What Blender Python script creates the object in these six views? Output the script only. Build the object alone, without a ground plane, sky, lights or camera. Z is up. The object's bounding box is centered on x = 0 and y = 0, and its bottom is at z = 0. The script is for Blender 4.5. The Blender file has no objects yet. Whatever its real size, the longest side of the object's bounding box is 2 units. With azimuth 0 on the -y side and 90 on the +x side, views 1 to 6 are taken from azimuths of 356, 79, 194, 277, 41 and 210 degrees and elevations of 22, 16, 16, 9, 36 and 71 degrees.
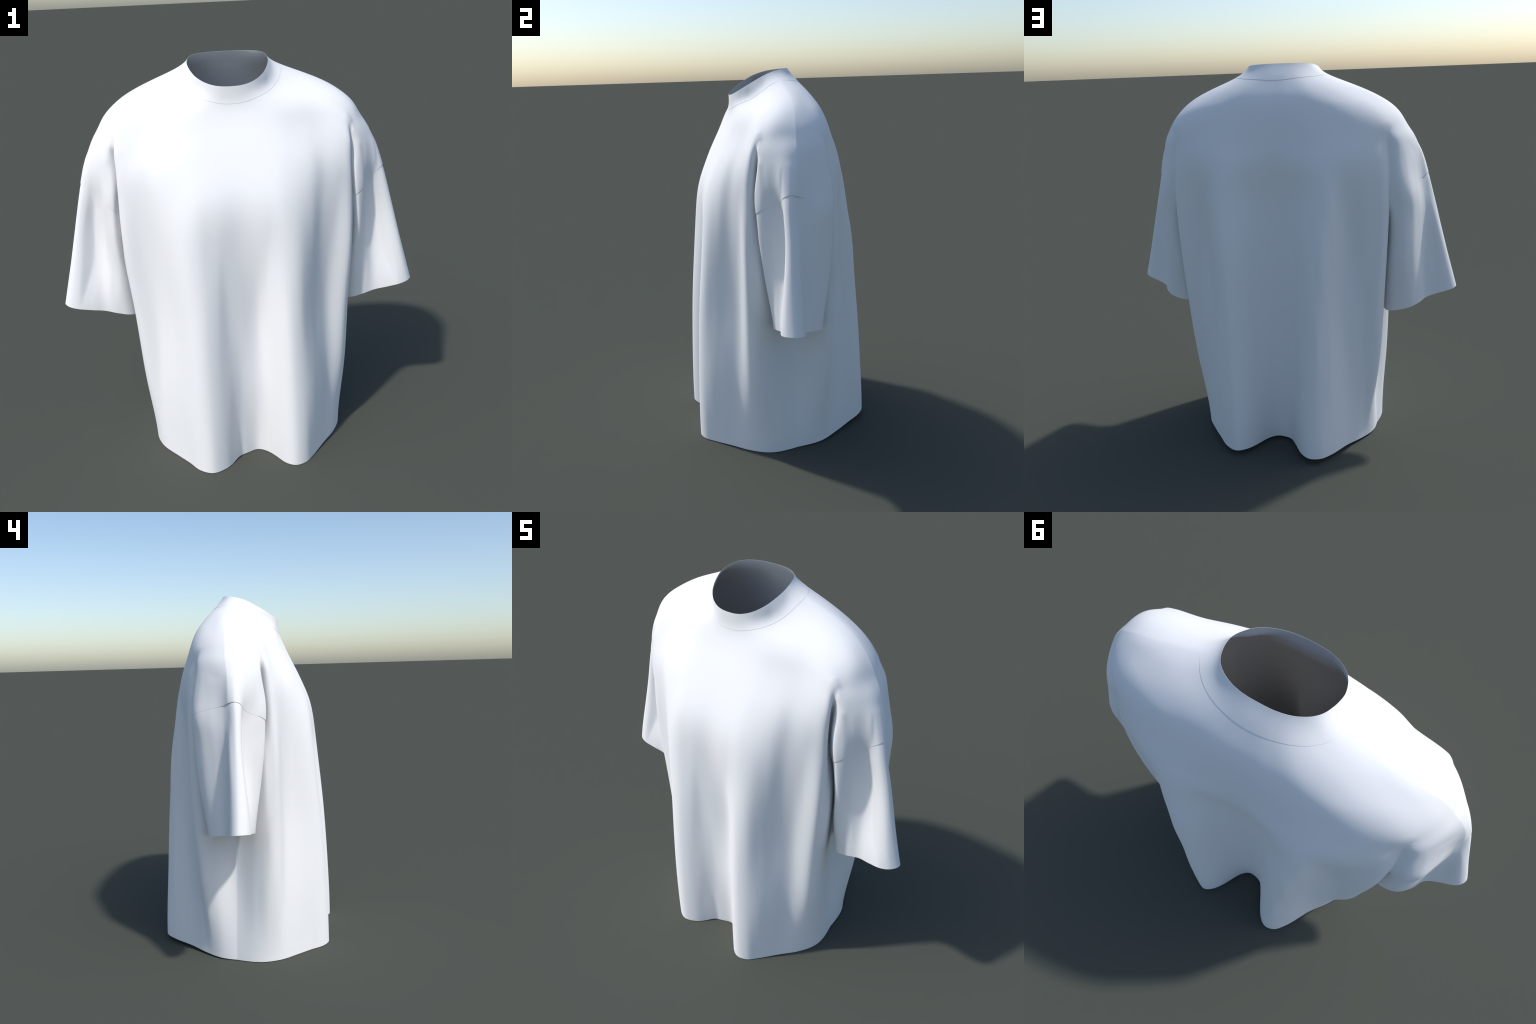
"""Oversized white T-shirt with a mock-neck collar, standing as if worn.

The cloth is described by horizontal cross-sections (closed splines through a
few control points) of the body and of the hanging sleeve.  The two lofts are
blended into one implicit surface, which is meshed, cut along the seams into
panels (collar, front, back, sleeves) and given a thickness.
"""
import bpy
import numpy as np
from math import pi

CELL = 0.0075            # mesh size
THICK = 0.0016            # cloth thickness

# ------------------------------------------------------------------ sections
# Each body section: height, then control points (x, y) from the front centre
# round the wearer's left side (+x) to the back centre; an optional second list
# gives |x| for the other side where it differs.
HEM = [
    (0.0,
     [(.03, -.330), (.075, -.35), (.125, -.405), (.16, -.455), (.212, -.483), (.27, -.465), (.31, -.422), (.385, -.325), (.455, -.238), (.498, -.155), (.507, -.09),
      (.49, .02), (.468, .16), (.405, .265), (.335, .362), (.27, .448), (.205, .486), (.15, .45), (.115, .395), (.075, .318), (.03, .28)],
     [(.03, -.352), (.07, -.372), (.105, -.42), (.14, -.455), (.212, -.483), (.28, -.45), (.33, -.388), (.39, -.322), (.47, -.228), (.505, -.145), (.51, -.08),
      (.496, .01), (.480, .11), (.43, .205), (.362, .3), (.295, .42), (.245, .478), (.19, .489), (.14, .45), (.09, .36), (.045, .295)]),
]
SKIRT = [
    (0.40,
     [(.045, -.355), (.09, -.37), (.13, -.41), (.165, -.45), (.208, -.470), (.26, -.458), (.31, -.422), (.36, -.362), (.42, -.282), (.50, -.228), (.528, -.17),
      (.515, -.10), (.47, .02), (.505, .13), (.505, .185), (.44, .232), (.36, .31), (.29, .42), (.215, .465), (.15, .425), (.10, .35), (.02, .29)],
     [(.03, -.365), (.07, -.388), (.11, -.425), (.155, -.456), (.208, -.470), (.26, -.455), (.32, -.395), (.38, -.322), (.44, -.256), (.50, -.226), (.528, -.17),
      (.515, -.10), (.47, .02), (.505, .13), (.507, .19), (.445, .225), (.37, .288), (.29, .42), (.215, .465), (.15, .425), (.09, .335), (.03, .29)]),
    (0.80,
     [(.06, -.342), (.10, -.362), (.145, -.412), (.20, -.443), (.26, -.427), (.31, -.376), (.36, -.312), (.42, -.258), (.515, -.235), (.541, -.19),
      (.525, -.12), (.465, .02), (.518, .13), (.54, .185), (.51, .23), (.43, .25), (.35, .305), (.28, .40), (.22, .435), (.16, .395), (.10, .33), (.02, .29)],
     [(.02, -.362), (.08, -.385), (.135, -.423), (.20, -.443), (.26, -.427), (.31, -.376), (.36, -.308), (.42, -.255), (.515, -.235), (.541, -.19),
      (.525, -.12), (.465, .02), (.518, .13), (.54, .185), (.51, .23), (.43, .25), (.35, .30), (.28, .40), (.22, .435), (.16, .395), (.10, .33), (.03, .29)]),
]
CHEST = [
    (1.20,
     [(0, -.375), (.12, -.392), (.205, -.402), (.265, -.388), (.33, -.342), (.39, -.285), (.46, -.25), (.54, -.234), (.557, -.195),
      (.53, -.10), (.48, .01), (.525, .12), (.558, .175), (.545, .225), (.47, .249), (.38, .264), (.30, .36), (.245, .39), (.17, .36), (.09, .302), (0, .28)]),
    (1.40,
     [(0, -.365), (.12, -.37), (.205, -.366), (.33, -.322), (.40, -.277), (.48, -.246), (.535, -.225), (.551, -.207), (.54, -.178), (.515, -.155), (.51, -.11),
      (.545, -.05), (.555, .01), (.55, .08), (.545, .13), (.562, .175), (.545, .217), (.46, .252), (.36, .296), (.275, .35), (.21, .345), (.12, .305), (0, .282)]),
    (1.55,
     [(0, -.308), (.12, -.308), (.205, -.305), (.33, -.28), (.40, -.25), (.48, -.226), (.53, -.21), (.548, -.194), (.538, -.168), (.512, -.148), (.54, -.12),
      (.62, -.08), (.668, -.03), (.675, .0), (.655, .05), (.60, .10), (.553, .135), (.557, .16), (.54, .195), (.46, .247), (.34, .30), (.24, .318), (.12, .302), (0, .288)]),
]
SHOULDER = [
    (1.63,
     [(0, -.27), (.12, -.27), (.205, -.266), (.33, -.238), (.40, -.213), (.48, -.199), (.53, -.192), (.545, -.178), (.543, -.16), (.56, -.148), (.59, -.122),
      (.622, -.084), (.65, -.04), (.654, .0), (.643, .05), (.612, .1), (.578, .138), (.557, .158), (.53, .183), (.46, .23), (.34, .276), (.24, .29), (.12, .282), (0, .277)]),
    (1.70,
     [(0, -.236), (.12, -.236), (.205, -.231), (.33, -.2), (.40, -.18), (.47, -.171), (.52, -.165), (.545, -.152), (.556, -.134), (.588, -.11), (.616, -.05),
      (.625, .0), (.614, .062), (.58, .12), (.525, .174), (.44, .22), (.32, .254), (.20, .268), (.08, .265), (0, .263)]),
    (1.80,
     [(0, -.201), (.12, -.195), (.205, -.177), (.33, -.136), (.40, -.115), (.46, -.097), (.50, -.077), (.532, -.042), (.538, .0),
      (.532, .04), (.51, .08), (.46, .14), (.40, .18), (.32, .213), (.24, .228), (.10, .237), (0, .237)]),
    (1.85,
     [(0, -.2), (.06, -.195), (.11, -.178), (.15, -.152), (.185, -.125), (.22, -.108), (.31, -.08), (.40, -.043), (.435, -.017), (.452, .015),
      (.45, .05), (.42, .088), (.33, .16), (.20, .205), (.08, .215), (0, .215)]),
    (1.90,
     [(0, -.2), (.06, -.194), (.11, -.174), (.15, -.143), (.178, -.11), (.22, -.062), (.28, -.028), (.32, .005), (.335, .03),
      (.32, .073), (.25, .132), (.15, .172), (.065, .181), (0, .182)]),
]
NECK = [
    (1.95,
     [(0, -.194), (.058, -.187), (.105, -.166), (.142, -.134), (.168, -.098), (.197, -.043), (.215, .015),
      (.205, .062), (.17, .097), (.115, .129), (.055, .143), (0, .146)]),
    (2.00,
     [(0, -.19), (.055, -.182), (.098, -.16), (.131, -.127), (.152, -.092), (.167, -.04), (.169, .008),
      (.16, .042), (.14, .068), (.104, .09), (.058, .103), (0, .106)]),
    (2.05,
     [(0, -.184), (.05, -.177), (.09, -.155), (.12, -.122), (.14, -.088), (.152, -.04), (.152, .0),
      (.142, .03), (.122, .05), (.09, .067), (.05, .076), (0, .079)]),
]
BODY = [(-0.06,) + HEM[0][1:]] + HEM + SKIRT + CHEST + SHOULDER + NECK
# Sleeve sections, (|x|, y): outer fold tip, front, inside, back.
SLEEVE = [
    (0.66, [(.948, -.078), (.915, -.112), (.85, -.123), (.77, -.115), (.70, -.10), (.635, -.105), (.585, -.103), (.55, -.08), (.52, 0), (.54, .08), (.575, .105), (.625, .112),
            (.68, .10), (.735, .058), (.765, .018), (.80, -.003), (.85, -.014), (.905, -.028), (.938, -.05)]),
    (0.80, [(.908, -.076), (.88, -.113), (.83, -.127), (.765, -.117), (.70, -.104), (.635, -.117), (.585, -.119), (.55, -.095), (.52, 0), (.54, .10), (.575, .126), (.625, .130),
            (.67, .115), (.715, .068), (.74, .022), (.77, .003), (.815, -.012), (.868, -.026), (.898, -.048)]),
    (1.00, [(.853, -.072), (.832, -.102), (.79, -.106), (.74, -.08), (.69, -.08), (.64, -.118), (.59, -.15), (.555, -.125), (.52, 0), (.545, .125), (.582, .156), (.63, .16),
            (.675, .127), (.71, .068), (.73, .02), (.755, .0), (.785, -.014), (.822, -.025), (.845, -.045)]),
    (1.26, [(.786, -.062), (.77, -.079), (.742, -.081), (.70, -.062), (.66, -.086), (.625, -.148), (.588, -.178), (.56, -.15), (.522, 0), (.545, .135), (.58, .174), (.628, .178),
            (.672, .14), (.70, .08), (.718, .03), (.732, .005), (.75, -.01), (.77, -.025), (.781, -.042)]),
    (1.36, [(.760, -.06), (.745, -.077), (.72, -.081), (.685, -.076), (.65, -.106), (.615, -.165), (.578, -.185), (.558, -.168), (.52, -.135), (.47, 0), (.55, .176), (.58, .183), (.62, .186),
            (.662, .155), (.692, .09), (.707, .037), (.718, .008), (.732, -.012), (.747, -.028), (.757, -.043)]),
    (1.45, [(.737, -.052), (.724, -.073), (.702, -.084), (.67, -.102), (.635, -.135), (.603, -.168), (.573, -.182), (.55, -.168), (.52, -.135), (.46, 0), (.545, .176), (.572, .182), (.605, .183),
            (.645, .15), (.676, .085), (.695, .035), (.708, .008), (.72, -.01), (.729, -.024), (.735, -.038)]),
    (1.60, [(.681, -.042), (.67, -.07), (.65, -.095), (.622, -.127), (.6, -.148), (.583, -.164), (.562, -.161), (.525, -.13), (.46, 0), (.54, .158), (.56, .166), (.585, .165),
            (.612, .143), (.638, .10), (.656, .055), (.668, .022), (.676, .0), (.68, -.013), (.682, -.027)]),
    (1.70, [(.612, -.035), (.604, -.06), (.59, -.085), (.57, -.11), (.555, -.125), (.545, -.137), (.525, -.13), (.505, -.10), (.46, 0), (.51, .10), (.53, .135), (.55, .145),
            (.57, .135), (.587, .105), (.598, .07), (.606, .04), (.611, .01), (.613, -.005), (.614, -.02)]),
    (1.78, [(.52, -.025), (.515, -.035), (.51, -.045), (.505, -.055), (.5, -.06), (.495, -.06), (.49, -.055), (.48, -.045), (.45, 0), (.48, .045), (.49, .055), (.5, .06),
            (.505, .06), (.51, .05), (.515, .035), (.518, .02), (.52, .005), (.521, -.005), (.521, -.015)]),
    (1.86, [(.41, -.01), (.405, -.02), (.395, -.022), (.385, -.02), (.375, 0), (.385, .02), (.395, .022), (.405, .02), (.41, .01)]),
]


def cubic(xk, yk, x):
    """Hermite interpolation with finite-difference tangents (rows of yk)."""
    xk = np.asarray(xk, float)
    yk = np.asarray(yk, float)
    h = np.diff(xk)
    sl = np.diff(yk, axis=0) / h.reshape((-1,) + (1,) * (yk.ndim - 1))
    m = np.empty_like(yk)
    m[0], m[-1] = sl[0], sl[-1]
    w = (h[1:] / (h[1:] + h[:-1])).reshape((-1,) + (1,) * (yk.ndim - 1))
    m[1:-1] = w * sl[:-1] + (1 - w) * sl[1:]
    x = np.clip(x, xk[0], xk[-1])
    i = np.clip(np.searchsorted(xk, x) - 1, 0, len(h) - 1)
    t = ((x - xk[i]) / h[i])
    H = h[i]
    if yk.ndim > 1:
        t = t[:, None]
        H = H[:, None]
    return ((2 * t ** 3 - 3 * t ** 2 + 1) * yk[i] + (t ** 3 - 2 * t ** 2 + t) * H * m[i]
            + (-2 * t ** 3 + 3 * t ** 2) * yk[i + 1] + (t ** 3 - t ** 2) * H * m[i + 1])


def spline(xk, yk, x):
    """Natural cubic spline: smooth curvature along the height."""
    xk = np.asarray(xk, float)
    yk = np.asarray(yk, float)
    flat = yk.reshape(len(xk), -1)
    n, h = len(xk), np.diff(xk)
    A = np.eye(n)
    B = np.zeros_like(flat)
    for i in range(1, n - 1):
        A[i, i - 1:i + 2] = h[i - 1], 2 * (h[i - 1] + h[i]), h[i]
        B[i] = 6 * ((flat[i + 1] - flat[i]) / h[i] - (flat[i] - flat[i - 1]) / h[i - 1])
    M = np.linalg.solve(A, B)
    x = np.clip(x, xk[0], xk[-1])
    i = np.clip(np.searchsorted(xk, x) - 1, 0, n - 2)
    H = h[i][:, None]
    a = (xk[i + 1] - x)[:, None] / H
    b = 1 - a
    out = a * flat[i] + b * flat[i + 1] + ((a ** 3 - a) * M[i] + (b ** 3 - b) * M[i + 1]) * H * H / 6
    return out.reshape((len(x),) + yk.shape[1:])


NT = 1440
TH = np.arange(NT) * 2 * pi / NT - pi


def polar(points, centre):
    """Closed spline through the points, as radius over angle round the centre."""
    p = np.array(points, float) - np.array(centre)
    p3 = np.vstack([p[-3:], p, p[:4]])
    s = np.concatenate([[0], np.cumsum(np.sqrt(np.linalg.norm(np.diff(p3, axis=0), axis=1)))])
    q = cubic(s, p3, np.linspace(s[3], s[3 + len(p)], 4000, endpoint=False))
    a = np.arctan2(q[:, 1], q[:, 0])
    o = np.argsort(a)
    r = np.interp(TH, a[o], np.hypot(q[o, 0], q[o, 1]), period=2 * pi)
    k = np.exp(-0.5 * (np.arange(-12, 13) / 3.0) ** 2)
    k /= k.sum()
    return np.convolve(np.concatenate([r[-12:], r, r[:12]]), k, 'valid')


class Loft:
    def __init__(self, heights, loops, centres):
        self.z0, self.z1, self.n = heights[0], heights[-1], 900
        zs = np.linspace(self.z0, self.z1, self.n)
        self.cx = spline(heights, centres, zs)
        self.R = spline(heights, np.array([polar(l, (c, 0)) for l, c in zip(loops, centres)]), zs)
        g = np.exp(-0.5 * (np.arange(-24, 25) / 6.0) ** 2)      # iron out ripples between sections
        pad = np.vstack([self.R[:1]] * 24 + [self.R] + [self.R[-1:]] * 24)
        self.R = sum(w * pad[i:i + self.n] for i, w in enumerate(g / g.sum()))
        self.R = np.maximum(self.R, 0.002)
        dz = np.gradient(self.R, zs, axis=0)
        dt = (np.roll(self.R, -1, 1) - np.roll(self.R, 1, 1)) / (4 * pi / NT) / self.R
        self.S = 1 / np.sqrt(1 + dz ** 2 + dt ** 2)
        # soften the scale so that it does not carry creases of its own
        for _ in range(30):
            self.S = (self.S + np.roll(self.S, 1, 1) + np.roll(self.S, -1, 1)) / 3

    def __call__(self, x, y, z):
        fz = np.clip((z - self.z0) / (self.z1 - self.z0) * (self.n - 1), 0, self.n - 1.001)
        iz = fz.astype(np.int32)
        fz = fz - iz
        x = x - (self.cx[iz] * (1 - fz) + self.cx[iz + 1] * fz)
        ft = (np.arctan2(y, x) + pi) / (2 * pi) * NT
        it = np.floor(ft).astype(np.int32)
        ft = ft - it
        it %= NT
        jt = (it + 1) % NT

        def look(T):
            return ((T[iz, it] * (1 - ft) + T[iz, jt] * ft) * (1 - fz)
                    + (T[iz + 1, it] * (1 - ft) + T[iz + 1, jt] * ft) * fz)
        return (np.hypot(x, y) - look(self.R)) * look(self.S)


def body_loop(right, left=None):
    """Full loop: front centre, +x side, back centre, -x side."""
    left = [(-a, b) for a, b in (left or right)]
    if right[0][0] == 0:
        left = left[1:]
    if right[-1][0] == 0:
        left = left[:-1]
    return right + left[::-1]


body = Loft([s[0] for s in BODY], [body_loop(*s[1:]) for s in BODY], [0.0] * len(BODY))
sleeve = Loft([s[0] for s in SLEEVE], [s[1] for s in SLEEVE],
              [.66, .66, .65, .64, .62, .61, .59, .55, .49, .392])


def smin(a, b, k):
    h = np.maximum(k - np.abs(a - b), 0) / k
    return np.minimum(a, b) - h * h * k * 0.25


def field(p):
    x, y, z = p[..., 0], p[..., 1], p[..., 2]
    a = body(x, y, z)
    b = sleeve(np.abs(x), y, z)
    b = b + 8 * np.maximum(z - 1.62, 0) ** 2 + 20 * np.maximum(.66 - z, 0)      # the sleeve runs out into the shoulder
    t = np.clip((z - 1.50) / .22, 0, 1)
    u = np.clip((np.abs(x) - .565) / .05, 0, 1)
    t = t * t * (3 - 2 * t)
    k = .004 + .022 * t + .03 * t * u * u * (3 - 2 * u)
    return smin(a, b, k)


# ------------------------------------------------------------ seams and hems
def rim_height(p):
    return cubic([-.3, -.2, -.105, -.03, .04, .10, .2], [1.795, 1.872, 1.934, 1.972, 1.992, 1.9995, 2.0], p[:, 1])


def collar_seam(p):
    """Positive on the collar: above and inside the seam ring round the neck."""
    x, y = p[:, 0], p[:, 1] + .03
    a = np.abs(np.degrees(np.arctan2(x, -y)))          # 0 front, 180 back
    r = cubic([-25, 0, 25, 50, 75, 92, 110, 125, 153, 180, 207], RING_R, a)
    z = cubic([-25, 0, 25, 50, 75, 92, 110, 125, 153, 180, 207], RING_Z, a)
    return (p[:, 2] - z + r - np.hypot(x, y)) * .7


RING_R = [.178, .164, .178, .205, .230, .247, .244, .228, .197, .188, .197]
RING_Z = [1.798, 1.787, 1.798, 1.827, 1.872, 1.916, 1.932, 1.925, 1.917, 1.914, 1.917]


def side_seam(p):
    return spline([0, .7, 1.44, 1.57, 1.66, 1.756, 1.84, 1.93], [.02, .005, -.016, -.011, .003, .016, .032, .03], p[:, 2])


def sleeve_seam(p):
    return 1.44 + 0.69 * (np.abs(p[:, 0]) - .737)


def sleeve_hem(p):
    return 0.824 + 0.24 * (np.abs(p[:, 0]) - .9) - 0.07 * (p[:, 1] + .08)


def body_hem(p):
    return 0.0005 + 0.030 * np.clip(p[:, 1] / .48, 0, 2) ** 1.3


def gradient(fn, p, h=0.004):
    g = np.empty_like(p)
    for i in range(3):
        d = np.zeros(3)
        d[i] = h
        g[:, i] = (fn(p + d) - fn(p - d)) / (2 * h)
    return g


def settle(fn, p, steps=4):
    """Move points onto the surface fn = 0; return points and normals."""
    for _ in range(steps):
        g = gradient(fn, p)
        f = fn(p)
        p = p - g * np.clip(f / np.maximum((g * g).sum(1), .05), -.02, .02)[:, None]
    g = gradient(fn, p)
    return p, g / np.linalg.norm(g, axis=1, keepdims=True)


def surface_net(fn, lo, hi, cell):
    n = [int(np.ceil((b - a) / cell)) + 1 for a, b in zip(lo, hi)]
    ax = [lo[i] + np.arange(n[i]) * cell for i in range(3)]
    F = np.empty(n, np.float32)
    step = 12
    for i in range(0, n[0], step):
        X, Y, Z = np.meshgrid(ax[0][i:i + step], ax[1], ax[2], indexing='ij')
        F[i:i + step] = fn(np.stack([X, Y, Z], -1))
    S = F < 0
    c = S[:-1, :-1, :-1].astype(np.int8)
    cnt = sum(S[i:n[0] - 1 + i, j:n[1] - 1 + j, k:n[2] - 1 + k].astype(np.int8)
              for i in (0, 1) for j in (0, 1) for k in (0, 1))
    act = (cnt > 0) & (cnt < 8)
    ids = -np.ones(c.shape, np.int64)
    cells = np.argwhere(act)
    ids[act] = np.arange(len(cells))
    acc = np.zeros((len(cells), 3))
    num = np.zeros(len(cells))
    corners = [(i, j, k) for i in (0, 1) for j in (0, 1) for k in (0, 1)]
    for a in corners:
        for d in range(3):
            if a[d]:
                continue
            b = list(a)
            b[d] = 1
            ca, cb = cells + a, cells + b
            fa = F[tuple(ca.T)].astype(float)
            fb = F[tuple(cb.T)].astype(float)
            m = (fa < 0) != (fb < 0)
            t = np.where(m, fa / np.where(m, fa - fb, 1), 0)
            q = np.array(a, float) + t[:, None] * (np.array(b) - np.array(a))
            acc[m] += q[m]
            num[m] += 1
    verts = np.array(lo) + (cells + acc / num[:, None]) * cell
    faces = []
    for d in range(3):
        u, v = (d + 1) % 3, (d + 2) % 3
        s0 = [slice(1, -1)] * 3
        s0[d] = slice(0, -1)
        s1 = list(s0)
        s1[d] = slice(1, None)
        A, B = S[tuple(s0)], S[tuple(s1)]
        for flip in (False, True):
            e = np.argwhere((A & ~B) if not flip else (~A & B))
            off = np.ones(3, int)
            off[d] = 0
            e = e + off
            def at(du, dv):
                q = e.copy()
                q[:, u] -= du
                q[:, v] -= dv
                return ids[tuple(q.T)]
            quad = np.stack([at(1, 1), at(0, 1), at(0, 0), at(1, 0)], 1)
            if flip:
                quad = quad[:, ::-1]
            faces.append(quad)
    return verts, np.vstack(faces)


def ramp(v, a, b):
    t = np.clip((v - a) / (b - a), 0, 1)
    return t * t * (3 - 2 * t)


def drape(V, F, N, rounds=110):
    """Relax the cloth over the shoulders, where sleeve and body run together;
    the fold in front of the armpit stays crisp."""
    x, y, z = np.abs(V[:, 0]), V[:, 1], V[:, 2]
    w = ramp(z, 1.55, 1.62) * (1 - ramp(z, 1.76, 1.83))
    fold = np.exp(-((x - .545) / .03) ** 2) * ramp(np.abs(y), .09, .13) * (1 - ramp(z, 1.69, 1.74))
    w = (w * (1 - np.clip(1.3 * fold, 0, 1)))[:, None]
    Q = np.asarray(F)
    a = np.concatenate([Q[:, i] for i in range(4)] + [Q[:, (i + 1) % 4] for i in range(4)])
    b = np.concatenate([Q[:, (i + 1) % 4] for i in range(4)] + [Q[:, i] for i in range(4)])
    deg = np.bincount(a, minlength=len(V)).astype(float)[:, None]

    def mean(A):
        return np.stack([np.bincount(a, A[b, i], minlength=len(V)) for i in range(A.shape[1])], 1) / deg
    for r in range(rounds):
        for step in (.6, -.38):                       # relax without shrinking
            V = V + step * w * (mean(V) - V)
    fn = np.cross(V[Q[:, 2]] - V[Q[:, 0]], V[Q[:, 3]] - V[Q[:, 1]])
    M = np.stack([sum(np.bincount(Q[:, k], fn[:, i], minlength=len(V)) for k in range(4)) for i in range(3)], 1)
    for _ in range(3):
        M = M / np.linalg.norm(M, axis=1, keepdims=True)
        M = .4 * M + .6 * mean(M)
    M = M / np.linalg.norm(M, axis=1, keepdims=True)
    k = np.clip(w * 3, 0, 1)
    N = N * (1 - k) + M * k
    return V, N / np.linalg.norm(N, axis=1, keepdims=True)


def cut(verts, faces, g):
    """Split polygons along g = 0.  Returns verts, faces with g > 0, faces with g < 0."""
    g = np.where(np.abs(g) < 0.0003, 0.0, g)
    verts = list(map(tuple, verts))
    made = {}
    pos, neg = [], []
    for f in faces:
        s = [g[i] for i in f]
        if min(s) >= 0:
            pos.append(tuple(f))
            continue
        if max(s) <= 0:
            neg.append(tuple(f))
            continue
        P, N = [], []
        m = len(f)
        for i in range(m):
            a, b = int(f[i]), int(f[(i + 1) % m])
            ga, gb = s[i], s[(i + 1) % m]
            if ga >= 0:
                P.append(a)
            if ga <= 0:
                N.append(a)
            if ga * gb < 0:
                key = (a, b) if a < b else (b, a)
                if key not in made:
                    t = g[key[0]] / (g[key[0]] - g[key[1]])
                    va, vb = verts[key[0]], verts[key[1]]
                    made[key] = len(verts)
                    verts.append(tuple(va[k] + t * (vb[k] - va[k]) for k in range(6)))
                P.append(made[key])
                N.append(made[key])
        if len(P) > 2:
            pos.append(tuple(P))
        if len(N) > 2:
            neg.append(tuple(N))
    return np.array(verts), pos, neg


def compact(verts, faces):
    used = np.unique(np.concatenate([np.asarray(f) for f in faces]))
    remap = -np.ones(len(verts), int)
    remap[used] = np.arange(len(used))
    return verts[used], [tuple(int(remap[i]) for i in f) for f in faces]


def islands_keep(verts, faces, test):
    return [f for f in faces if test(np.mean([verts[i] for i in f], axis=0))]


# ------------------------------------------------------------------ materials
def cloth_material(name, colour):
    m = bpy.data.materials.new(name)
    m.use_nodes = True
    nt = m.node_tree
    bsdf = nt.nodes["Principled BSDF"]
    co = nt.nodes.new("ShaderNodeTexCoord")
    noise = nt.nodes.new("ShaderNodeTexNoise")
    noise.inputs["Scale"].default_value = 220.0
    noise.inputs["Detail"].default_value = 2.0
    ramp = nt.nodes.new("ShaderNodeValToRGB")
    ramp.color_ramp.elements[0].position = 0.3
    ramp.color_ramp.elements[1].position = 0.7
    ramp.color_ramp.elements[0].color = tuple(c * 0.985 for c in colour) + (1,)
    ramp.color_ramp.elements[1].color = tuple(colour) + (1,)
    nt.links.new(co.outputs["Object"], noise.inputs["Vector"])
    nt.links.new(noise.outputs["Fac"], ramp.inputs["Fac"])
    nt.links.new(ramp.outputs["Color"], bsdf.inputs["Base Color"])
    bsdf.inputs["Roughness"].default_value = 0.9
    bsdf.inputs["Specular IOR Level"].default_value = 0.2
    return m


WHITE = cloth_material("white_cotton", (0.80, 0.80, 0.80))
INNER = cloth_material("cotton_inside", (0.80, 0.80, 0.80))


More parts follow.
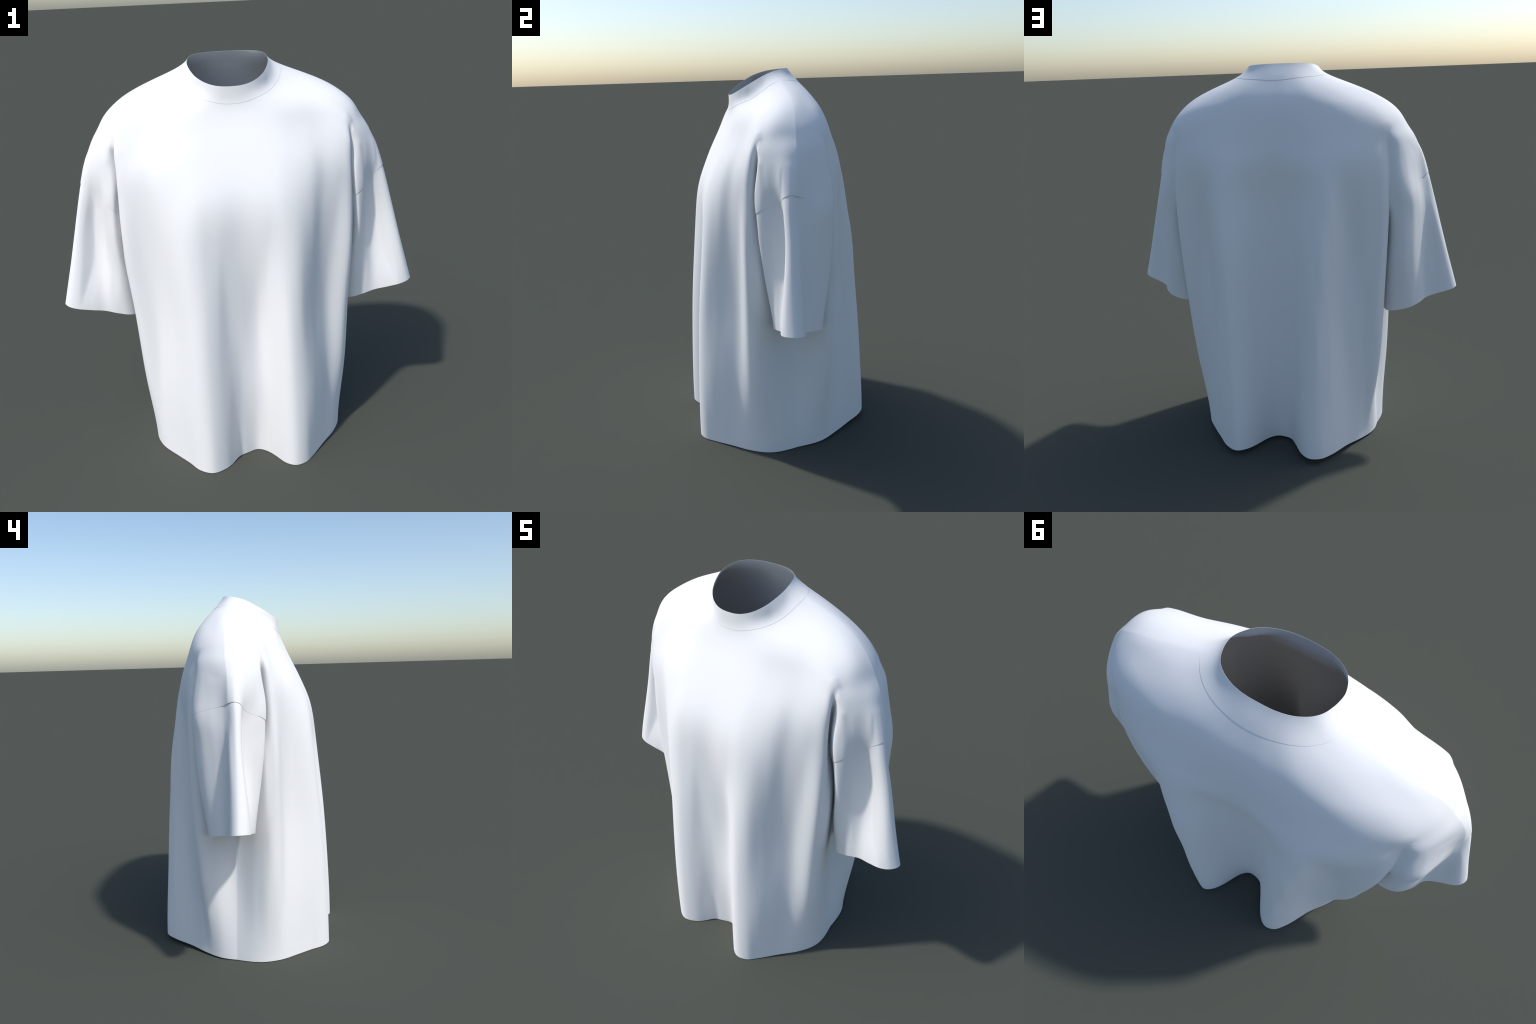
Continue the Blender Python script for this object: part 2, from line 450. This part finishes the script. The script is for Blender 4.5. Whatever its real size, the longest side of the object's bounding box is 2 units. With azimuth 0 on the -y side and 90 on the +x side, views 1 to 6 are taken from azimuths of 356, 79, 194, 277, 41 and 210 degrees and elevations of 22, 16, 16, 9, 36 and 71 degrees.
# ------------------------------------------------------------------ build
def make_panel(name, parent, verts, faces, offset):
    verts, faces = compact(verts, faces)
    P, N = verts[:, :3], verts[:, 3:]
    N = N / np.linalg.norm(N, axis=1, keepdims=True)
    g = gradient(offset, P, .002)
    P = P + offset(P)[:, None] * N
    N = N - (g - (g * N).sum(1, keepdims=True) * N)
    N = N / np.linalg.norm(N, axis=1, keepdims=True)
    n = len(P)
    edges = {}
    for f in faces:
        for a, b in zip(f, f[1:] + f[:1]):
            edges[(a, b)] = True
    rim = [(a, b) for a, b in edges if (b, a) not in edges]
    thick = np.full(n, THICK)
    thick[np.unique(rim)] = THICK * .2          # edges run out thin
    inner = P - thick[:, None] * N
    allv = np.vstack([P, inner])
    allf = list(faces) + [tuple(i + n for i in f[::-1]) for f in faces] + [(b, a, a + n, b + n) for a, b in rim]
    me = bpy.data.meshes.new(name)
    me.from_pydata(allv.tolist(), [], allf)
    me.materials.append(WHITE)
    me.materials.append(INNER)
    mat = np.zeros(len(allf), np.int32)
    mat[len(faces):2 * len(faces)] = 1
    me.polygons.foreach_set("material_index", mat)
    me.polygons.foreach_set("use_smooth", np.ones(len(allf), bool))
    me.update()
    vn = np.vstack([N, -N])
    lv = np.empty(len(me.loops), np.int32)
    me.loops.foreach_get("vertex_index", lv)
    ln = vn[lv]
    fnrm = np.empty(len(allf) * 3)
    me.polygons.foreach_get("normal", fnrm)
    fnrm = fnrm.reshape(-1, 3)
    for pi_ in range(2 * len(faces), len(allf)):
        pl = me.polygons[pi_]
        ln[pl.loop_start:pl.loop_start + pl.loop_total] = fnrm[pi_]
    me.normals_split_custom_set(ln.tolist())
    ob = bpy.data.objects.new(name, me)
    bpy.context.collection.objects.link(ob)
    ob.parent = parent
    return ob


def build():
    shirt = bpy.data.objects.new("t_shirt", None)
    bpy.context.collection.objects.link(shirt)
    shirt["label"] = "oversized plain white t-shirt with mock neck and wide half sleeves"
    shirt["category"] = "t-shirt"

    V, F = surface_net(field, (-.98, -.55, -.045), (.98, .55, 2.045), CELL)
    V, N = settle(field, V, 3)
    V, N = drape(V, F, N)
    V = np.hstack([V, N])
    F = [tuple(int(i) for i in f) for f in F]

    # hem of the body and rim of the collar
    V, F, _ = cut(V, F, V[:, 2] - body_hem(V))
    V, _, F = cut(V, F, V[:, 2] - rim_height(V))
    # sleeves: outside the armpit and below the dropped shoulder seam
    V, sl, F = cut(V, F, np.minimum(np.abs(V[:, 0]) - .50 - 2.0 * V[:, 1] ** 2, np.minimum(sleeve_seam(V) - V[:, 2], V[:, 2] - .55)))
    # the body's own corners stay with the body
    V, sl, _ = cut(V, sl, V[:, 2] - sleeve_hem(V))
    V, col, F = cut(V, F, collar_seam(V))
    V, back, front = cut(V, F, V[:, 1] - side_seam(V))

    def shoulder(p):
        s = np.abs(p[:, 1] - side_seam(p))
        w = np.clip((p[:, 2] - 1.30) / .1, -1, 1) * np.clip((2.0 - p[:, 2]) / .35, .35, 1)
        seam = .003 * w * np.exp(-s / .02)
        return seam

    def tuck(p):
        s = np.maximum(sleeve_seam(p) - p[:, 2], 0)
        return (-.0004 - 0.0016 * np.clip((np.abs(p[:, 0]) - .70) / .03, 0, 1) - .0015 * np.clip((-.14 - p[:, 1]) / .03, 0, 1)) * np.exp(-s / .03)

    make_panel("front_panel", shirt, V, front, shoulder)
    make_panel("back_panel", shirt, V, back, shoulder)
    make_panel("collar", shirt, V, col, lambda p: np.full(len(p), .0008))
    for side in (1, -1):
        f = [q for q in sl if V[q[0], 0] * side > 0]
        make_panel("sleeve", shirt, V, f, tuck)


build()
